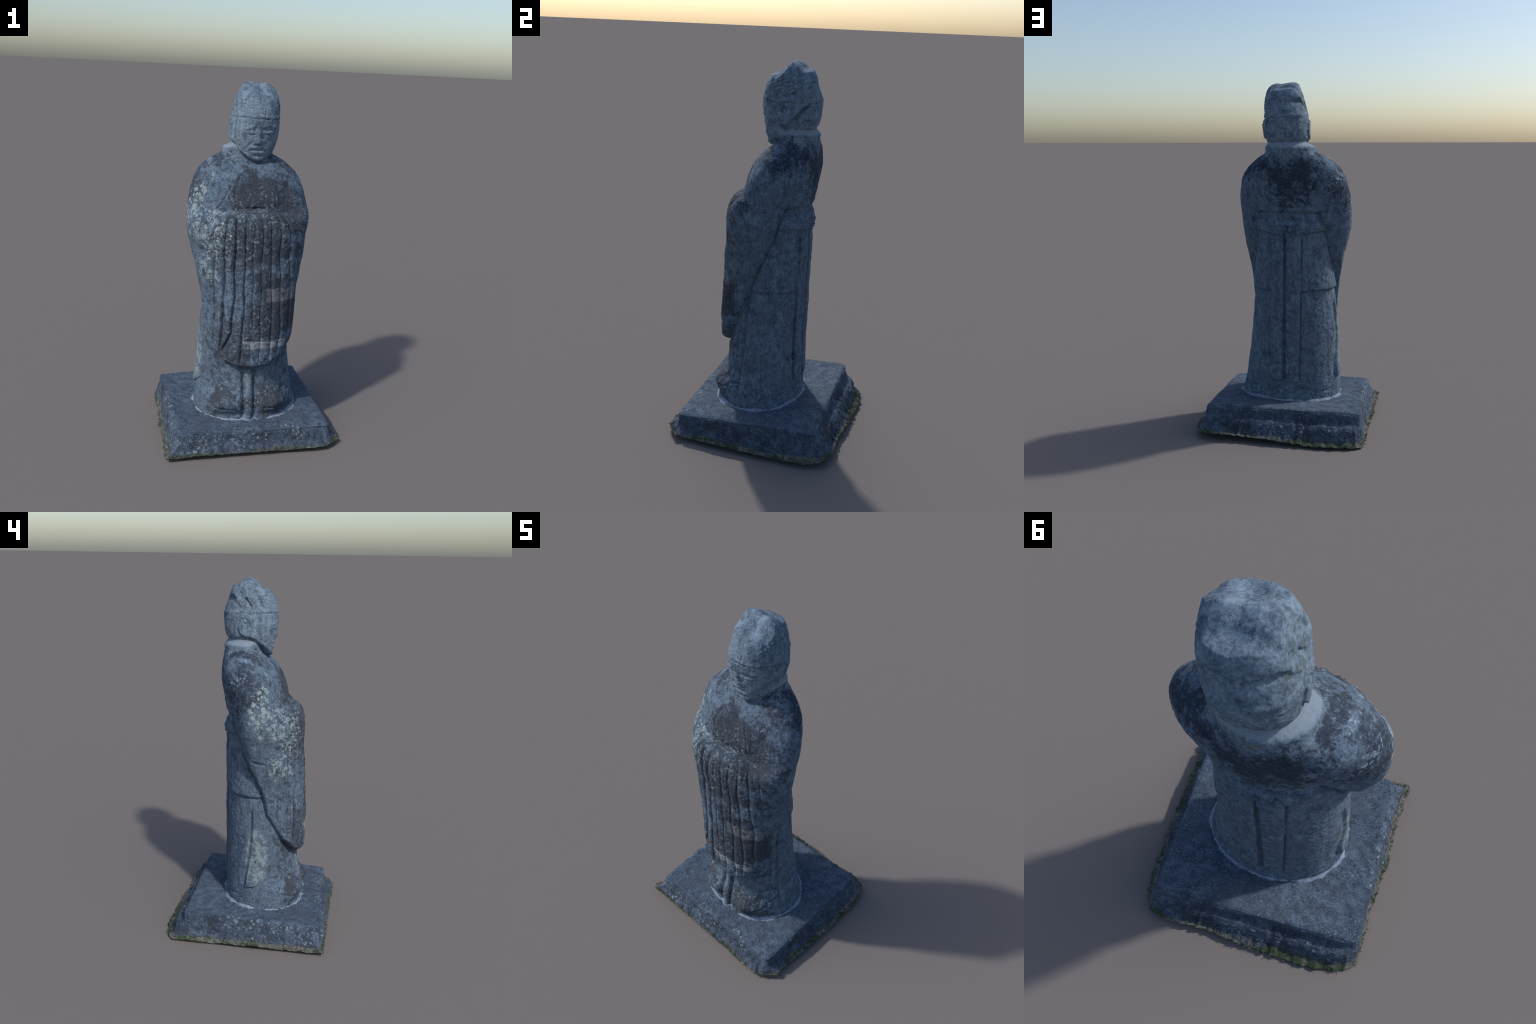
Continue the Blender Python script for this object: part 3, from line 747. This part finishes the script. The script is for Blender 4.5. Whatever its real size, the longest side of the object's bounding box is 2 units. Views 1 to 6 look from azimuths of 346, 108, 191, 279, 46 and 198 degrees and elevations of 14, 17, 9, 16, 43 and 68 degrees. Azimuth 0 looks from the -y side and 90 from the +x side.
def part_labels(R, zz, over):
    """Name of the region every vertex of the figure belongs to."""
    A = np.degrees(TH)[None, :] + 0 * R
    x = AX + R * np.sin(TH); y = AY - R * np.cos(TH)
    lab = np.full(R.shape, 'skirt', dtype='U16')
    collar = az_curve([(-180, 1.640), (-124, 1.642), (-90, 1.630), (-76, 1.592), (-40, 1.566), (0, 1.557), (40, 1.560), (80, 1.590), (110, 1.600), (135, 1.625), (180, 1.640)])[None, :]
    lab[zz > 1.226] = 'torso'
    rear = (np.abs(A) > 96) & (over < .006)
    lab[rear & (zz > 1.150) & (zz <= 1.226)] = 'sash'
    bk = np.cos(TH)[None, :] < -.2
    rz = np.clip((1.13 - zz) / .83, 0, 1)
    for name, lo0, lo1, hi0, hi1, zb in (('ribbon', .018, .027, .087, .101, .282), ('ribbon.b', -.079, -.069, .003, .007, .270)):
        lab[bk & (x > lo0 + (lo1 - lo0) * rz) & (x < hi0 + (hi1 - hi0) * rz) & (zz > zb) & (zz < 1.150)] = name
    le = np.interp(zz, [.273, .443, .567, .705, .80], [-92.5, -87.2, -84.4, -83.8, -83.8])
    lab[(A > le) & (A < -66) & (zz < .75) & (zz > np.interp(A, [-93, -80, -67], [.272, .286, .335])) & (over < .004)] = 'robe_flap'
    front = (np.abs(A) < 55) & (zz < .43) & (over < .004)
    ds = np.radians(A + 4.4) * R
    lab[front & (np.abs(ds) < .032)] = 'pendant'
    lab[front & (zz < .295) & (ds <= -.032) & (A > -52)] = 'shoe'
    lab[front & (zz < .285) & (ds >= .032) & (A < 48)] = 'shoe.b'
    on = over > .005
    lab[on] = 'sleeve_drape'
    up = on & ((zz > 1.30 - SHELF_DROP[None, :]) | ((np.abs(A) > 60) & (zz > .98)))
    shoulder = (zz > 1.30) & (zz < 1.575) & (np.abs(A) > 48) & (np.abs(A) < 128) & (np.abs(x - .0) > .18)
    lab[(up | shoulder) & (A < 0)] = 'arm'
    lab[(up | shoulder) & (A >= 0)] = 'arm.b'
    chest = (zz > 1.32) & (np.abs(A) < 38)
    lab[chest] = 'torso'
    lab[zz > collar] = 'neck'
    lab[(zz > JAW[None, :]) & (zz > 1.56)] = 'head'
    er = np.interp(zz, [1.675, 1.70, 1.734, 1.77, 1.785], [-108, -122, -126.5, -122, -114])
    lab[(zz > 1.675) & (zz < 1.788) & (A > er) & (A < -90)] = 'ear'
    lab[(zz > 1.675) & (zz < 1.788) & (A > 95) & (A < np.interp(zz, [1.675, 1.715, 1.772, 1.786], [108, 124, 138, 146]))] = 'ear.b'
    lab[zz > 1.802 + .006 * np.cos(np.radians(A + 60))] = 'hat'
    return lab


def build_figure(root, mat):
    R, zz, over = figure_points()
    x, y, z = to_xyz(R, zz)
    n = R.shape[0]
    V = np.stack([x, y, z], -1).reshape(-1, 3)
    i = np.arange(n - 1)[:, None]; j = np.arange(NT)[None, :]; j2 = (j + 1) % NT
    F = np.stack([i*NT + j, i*NT + j2, (i+1)*NT + j2, (i+1)*NT + j], -1).reshape(-1, 4)
    lab = part_labels(R, zz, over)[:-1].reshape(-1)
    N = vertex_normals(V, F)
    # close the crown with a small fan of quads collapsed on the last ring
    for name in sorted(set(lab.tolist())):
        f = F[lab == name]
        if name == 'hat':
            last = (n - 1) * NT + np.arange(NT)
            half = NT // 2
            k = np.arange(half - 1)
            cap = np.stack([last[k], last[k + 1], last[NT - 2 - k], last[NT - 1 - k]], -1)
            f = np.vstack([f, cap])
        used, inv = np.unique(f, return_inverse=True)
        me = new_mesh(name.split('.')[0], V[used], inv.reshape(f.shape))
        me.normals_split_custom_set_from_vertices([tuple(v) for v in N[used]])
        add_object(name.split('.')[0], me, root, mat)


def plinth_top_z(x, y):
    return .1535 + .053 * (y + .02) + .004 * x


def ring_smooth(a, w):
    k = np.hanning(w); k /= k.sum(); h = w // 2
    ap = np.concatenate([a[-h:], a, a[:h]], 0)
    if a.ndim == 1:
        return np.convolve(ap, k, 'valid')
    return np.stack([np.convolve(ap[:, c], k, 'valid') for c in range(a.shape[1])], -1)


def resample_side(pts, m):
    p = np.array(pts, float); l = np.r_[0, np.cumsum(np.linalg.norm(np.diff(p[:, :2], axis=0), axis=1))]
    t = np.linspace(0, l[-1], m, endpoint=False)
    return np.stack([np.interp(t, l, p[:, c]) for c in range(3)], -1)


def build_plinth(root, stone, turf, blade):
    m = 260                                           # samples per side
    c0, c1, c2, c3 = (-.434, -.414, 0), (.436, -.396, 0), (.432, .366, 0), (-.448, .336, 0)
    top = np.vstack([resample_side(s, m) for s in ([c0, c1], [c1, c2], [c2, c3], [c3, c0])])
    foot_sides = ([(-.506, -.462, .020), (-.39, -.459, .024), (-.10, -.462, .024), (.13, -.464, .024), (.33, -.468, .024), (.405, -.466, .028), (.47, -.418, .03)],
                  [(.47, -.418, .03), (.506, -.383, .030), (.496, -.343, .024), (.503, -.16, .022), (.508, .08, .020), (.508, .22, .022), (.505, .36, .030), (.475, .413, .034)],
                  [(.475, .413, .034), (.445, .446, .036), (.365, .464, .044), (.185, .458, .036), (-.04, .470, .022), (-.21, .480, .016), (-.32, .470, .012), (-.42, .446, .006), (-.470, .410, .004)],
                  [(-.470, .410, .004), (-.483, .18, .010), (-.497, -.09, .018), (-.506, -.462, .020)])
    foot = np.vstack([resample_side(s, m) for s in foot_sides])
    top = ring_smooth(top, 31); foot = ring_smooth(foot, 9)
    # side profiles: (outward fraction, downward fraction) at steps down the wall
    tk = np.linspace(0, 1, 9)
    prof_u = [[0, .05, .10, .16, .24, .36, .52, .74, 1], [0, .06, .10, .15, .22, .34, .52, .76, 1],
              [0, .05, .08, .12, .40, .52, .58, .70, 1], [0, .08, .18, .28, .38, .48, .60, .78, 1]]
    prof_v = [[0, .10, .26, .42, .57, .70, .80, .91, 1], [0, .10, .26, .42, .56, .68, .80, .91, 1],
              [0, .10, .24, .38, .46, .56, .74, .90, 1], [0, .12, .30, .48, .64, .77, .87, .95, 1]]
    U = ring_smooth(np.repeat(np.array(prof_u), m, 0), 61); W = ring_smooth(np.repeat(np.array(prof_v), m, 0), 61)
    M = 4 * m
    top[:, 2] = plinth_top_z(top[:, 0], top[:, 1])
    top[:, 2] += np.interp(np.arange(M), [0, m, 2*m, 3*m, 4*m], [.012, -.012, .000, .006, .012])
    ragged = noise3(foot[:, 0], foot[:, 1], foot[:, 2], 55, 31) * .009 + noise3(foot[:, 0], foot[:, 1], foot[:, 2], 18, 33) * .006
    out = foot[:, :2] / np.linalg.norm(foot[:, :2], axis=1, keepdims=True)
    foot[:, :2] += out * (ragged[:, None] * .6 - .006)
    foot[:, 2] = np.maximum(foot[:, 2] + ragged * .8, 0)
    nside = 70
    rowsP = []
    for q in np.linspace(.02, 1, 56):                    # top face, centre outwards
        P = top.copy(); P[:, :2] *= q
        edge = sstep(.80, 1, q)
        base = plinth_top_z(P[:, 0], P[:, 1])
        P[:, 2] = base + (top[:, 2] - plinth_top_z(top[:, 0], top[:, 1])) * edge
        P[:, 2] += .004 * fbm(P[:, 0], P[:, 1], P[:, 2]*0, 7, 3, 41) + .0012 * fbm(P[:, 0], P[:, 1], P[:, 2]*0, 55, 2, 43)
        P[:, 2] -= .006 * sstep(.965, 1.0, q)
        rowsP.append(P)
    rim = rowsP[-1]
    for s_ in np.linspace(0, 1, nside + 1)[1:]:
        i = min(int(s_ * 8), 7); f = s_ * 8 - i
        u = U[:, i] * (1 - f) + U[:, i+1] * f; w = W[:, i] * (1 - f) + W[:, i+1] * f
        P = np.empty_like(rim)
        rnd = .012 * np.sqrt(np.clip(1 - (1 - np.clip(s_ / .10, 0, 1)) ** 2, 0, 1)) - .012
        P[:, :2] = rim[:, :2] + (foot[:, :2] - rim[:, :2]) * u[:, None]
        P[:, 2] = rim[:, 2] + (foot[:, 2] - rim[:, 2]) * w
        amp = sstep(0, .12, s_) * (1 - .6 * sstep(.9, 1, s_))
        dn = .009 * fbm(P[:, 0], P[:, 1], P[:, 2], 8, 3, 51) + .004 * fbm(P[:, 0], P[:, 1], P[:, 2], 34, 3, 53)
        P[:, :2] += out * (dn * amp)[:, None] * .8
        P[:, 2] = np.maximum(P[:, 2] + .3 * dn * amp, 0)
        rowsP.append(P)
    last = rowsP[-1]
    for q, dz in ((.985, -.006), (.94, .004), (.80, .012), (.4, .012), (.02, .012)):   # underside
        P = last.copy(); P[:, :2] *= q; P[:, 2] = np.maximum(last[:, 2] + dz, 0) if q > .9 else .014
        rowsP.append(P)
    V = np.vstack(rowsP); n = len(rowsP)
    i = np.arange(n - 1)[:, None]; j = np.arange(M)[None, :]; j2 = (j + 1) % M
    F = np.stack([i*M + j, (i+1)*M + j, (i+1)*M + j2, i*M + j2], -1)
    nt = 56
    # turf clings to the foot of the walls; its upper edge wanders
    lim = nt + nside * (.86 + .10 * noise3(foot[:, 0], foot[:, 1], foot[:, 2]*0, 9, 61))
    side_extra = ring_smooth(np.repeat(np.array([.02, -.06, .02, -.16]), m, 0), 61) * nside
    is_turf = (np.arange(n - 1)[:, None] > (lim + side_extra)[None, :])
    N = vertex_normals(V, F.reshape(-1, 4))
    for name, mask, mat in (('plinth', ~is_turf, stone), ('turf_verge', is_turf, turf)):
        f = F[mask]
        used, inv = np.unique(f, return_inverse=True)
        me = new_mesh(name, V[used], inv.reshape(f.shape))
        me.normals_split_custom_set_from_vertices([tuple(v) for v in N[used]])
        add_object(name, me, root, mat)
    # short tufts of grass rooted in the verge
    rng = np.random.default_rng(7)
    vs, fs = [], []
    cnt = 0
    while cnt < 1500:
        k = rng.integers(0, M); dens = .5 + .5 * noise3(foot[k:k+1, 0], foot[k:k+1, 1], 0 * foot[k:k+1, 0], 11, 71)[0]
        if rng.random() > dens:
            continue
        row = nt + int(nside * rng.uniform(.84, .995))
        p = rowsP[row][k]
        L = rng.uniform(.006, .020); wd = rng.uniform(.0008, .0016)
        d = np.r_[out[k] * rng.uniform(-.2, .7) + rng.normal(0, .5, 2), rng.uniform(.1, .9)]; d /= np.linalg.norm(d)
        if p[2] + d[2] * L < .002:
            continue
        sd = np.cross(d, rng.normal(0, 1, 3)); sd /= np.linalg.norm(sd)
        mid = p + d * L * .55; tip = p + d * L + np.array([0, 0, -.25 * L])
        tip[2] = max(tip[2], .001)
        b = len(vs)
        vs += [p - sd * wd, p + sd * wd, mid + sd * wd * .8, mid - sd * wd * .8, tip + sd * wd * .15, tip - sd * wd * .15]
        fs += [(b, b+1, b+2, b+3), (b+3, b+2, b+4, b+5)]
        cnt += 1
    ob = add_object('grass_tuft', new_mesh('grass_tuft', np.array(vs), np.array(fs)), root, blade)
    ob['kind'] = 'stuff'


def build_mortar(root, mat):
    """Lime fillet where the figure is bedded on the plinth."""
    zr = np.linspace(.12, .20, 21)
    RR = figure_radius(zr)[0]
    r0 = np.empty(NT)
    for k in range(NT):
        zk = plinth_top_z(AX + RR[8, k] * math.sin(TH[k]), AY - RR[8, k] * math.cos(TH[k])) + .004
        r0[k] = np.interp(zk, zr, RR[:, k])
    r0 = [ring_smooth(r0, 15)]
    n = 12
    P = []
    x0 = np.sin(TH); y0 = -np.cos(TH)
    wv = noise3(x0, y0, 0 * x0, 5, 81); w2 = noise3(x0, y0, 0 * x0, 22, 83)
    for q in np.linspace(0, 1, n):
        wid = .026 + .009 * wv + .006 * w2
        hgt = .018 + .006 * wv + .004 * noise3(x0, y0, 0 * x0, 14, 85)
        rr = r0[0] - .012 + (wid + .012) * q
        x = AX + rr * x0; y = AY + rr * y0
        prof = (1 - q) ** 1.6
        z = plinth_top_z(x, y) - .003 + hgt * prof - .004 * q + .004 * fbm(x, y, 0 * x, 7, 3, 41) + .0015 * noise3(x, y, x * 0 + q * 3, 60, 87)
        P.append(np.stack([x, y, z], -1))
    V = np.vstack(P)
    i = np.arange(n - 1)[:, None]; j = np.arange(NT)[None, :]; j2 = (j + 1) % NT
    F = np.stack([i*NT + j, (i+1)*NT + j, (i+1)*NT + j2, i*NT + j2], -1).reshape(-1, 4)
    add_object('mortar_joint', new_mesh('mortar_joint', V, F), root, mat)


def build():
    root = bpy.data.objects.new('stone_statue', None)
    bpy.context.collection.objects.link(root)
    root['label'] = 'weathered grey stone statue of a robed official on a square plinth'
    root['category'] = 'statue'
    build_figure(root, stone_material())
    build_plinth(root, plinth_material(), turf_material(), blade_material())
    build_mortar(root, mortar_material())


if __name__ == '__main__':
    build()
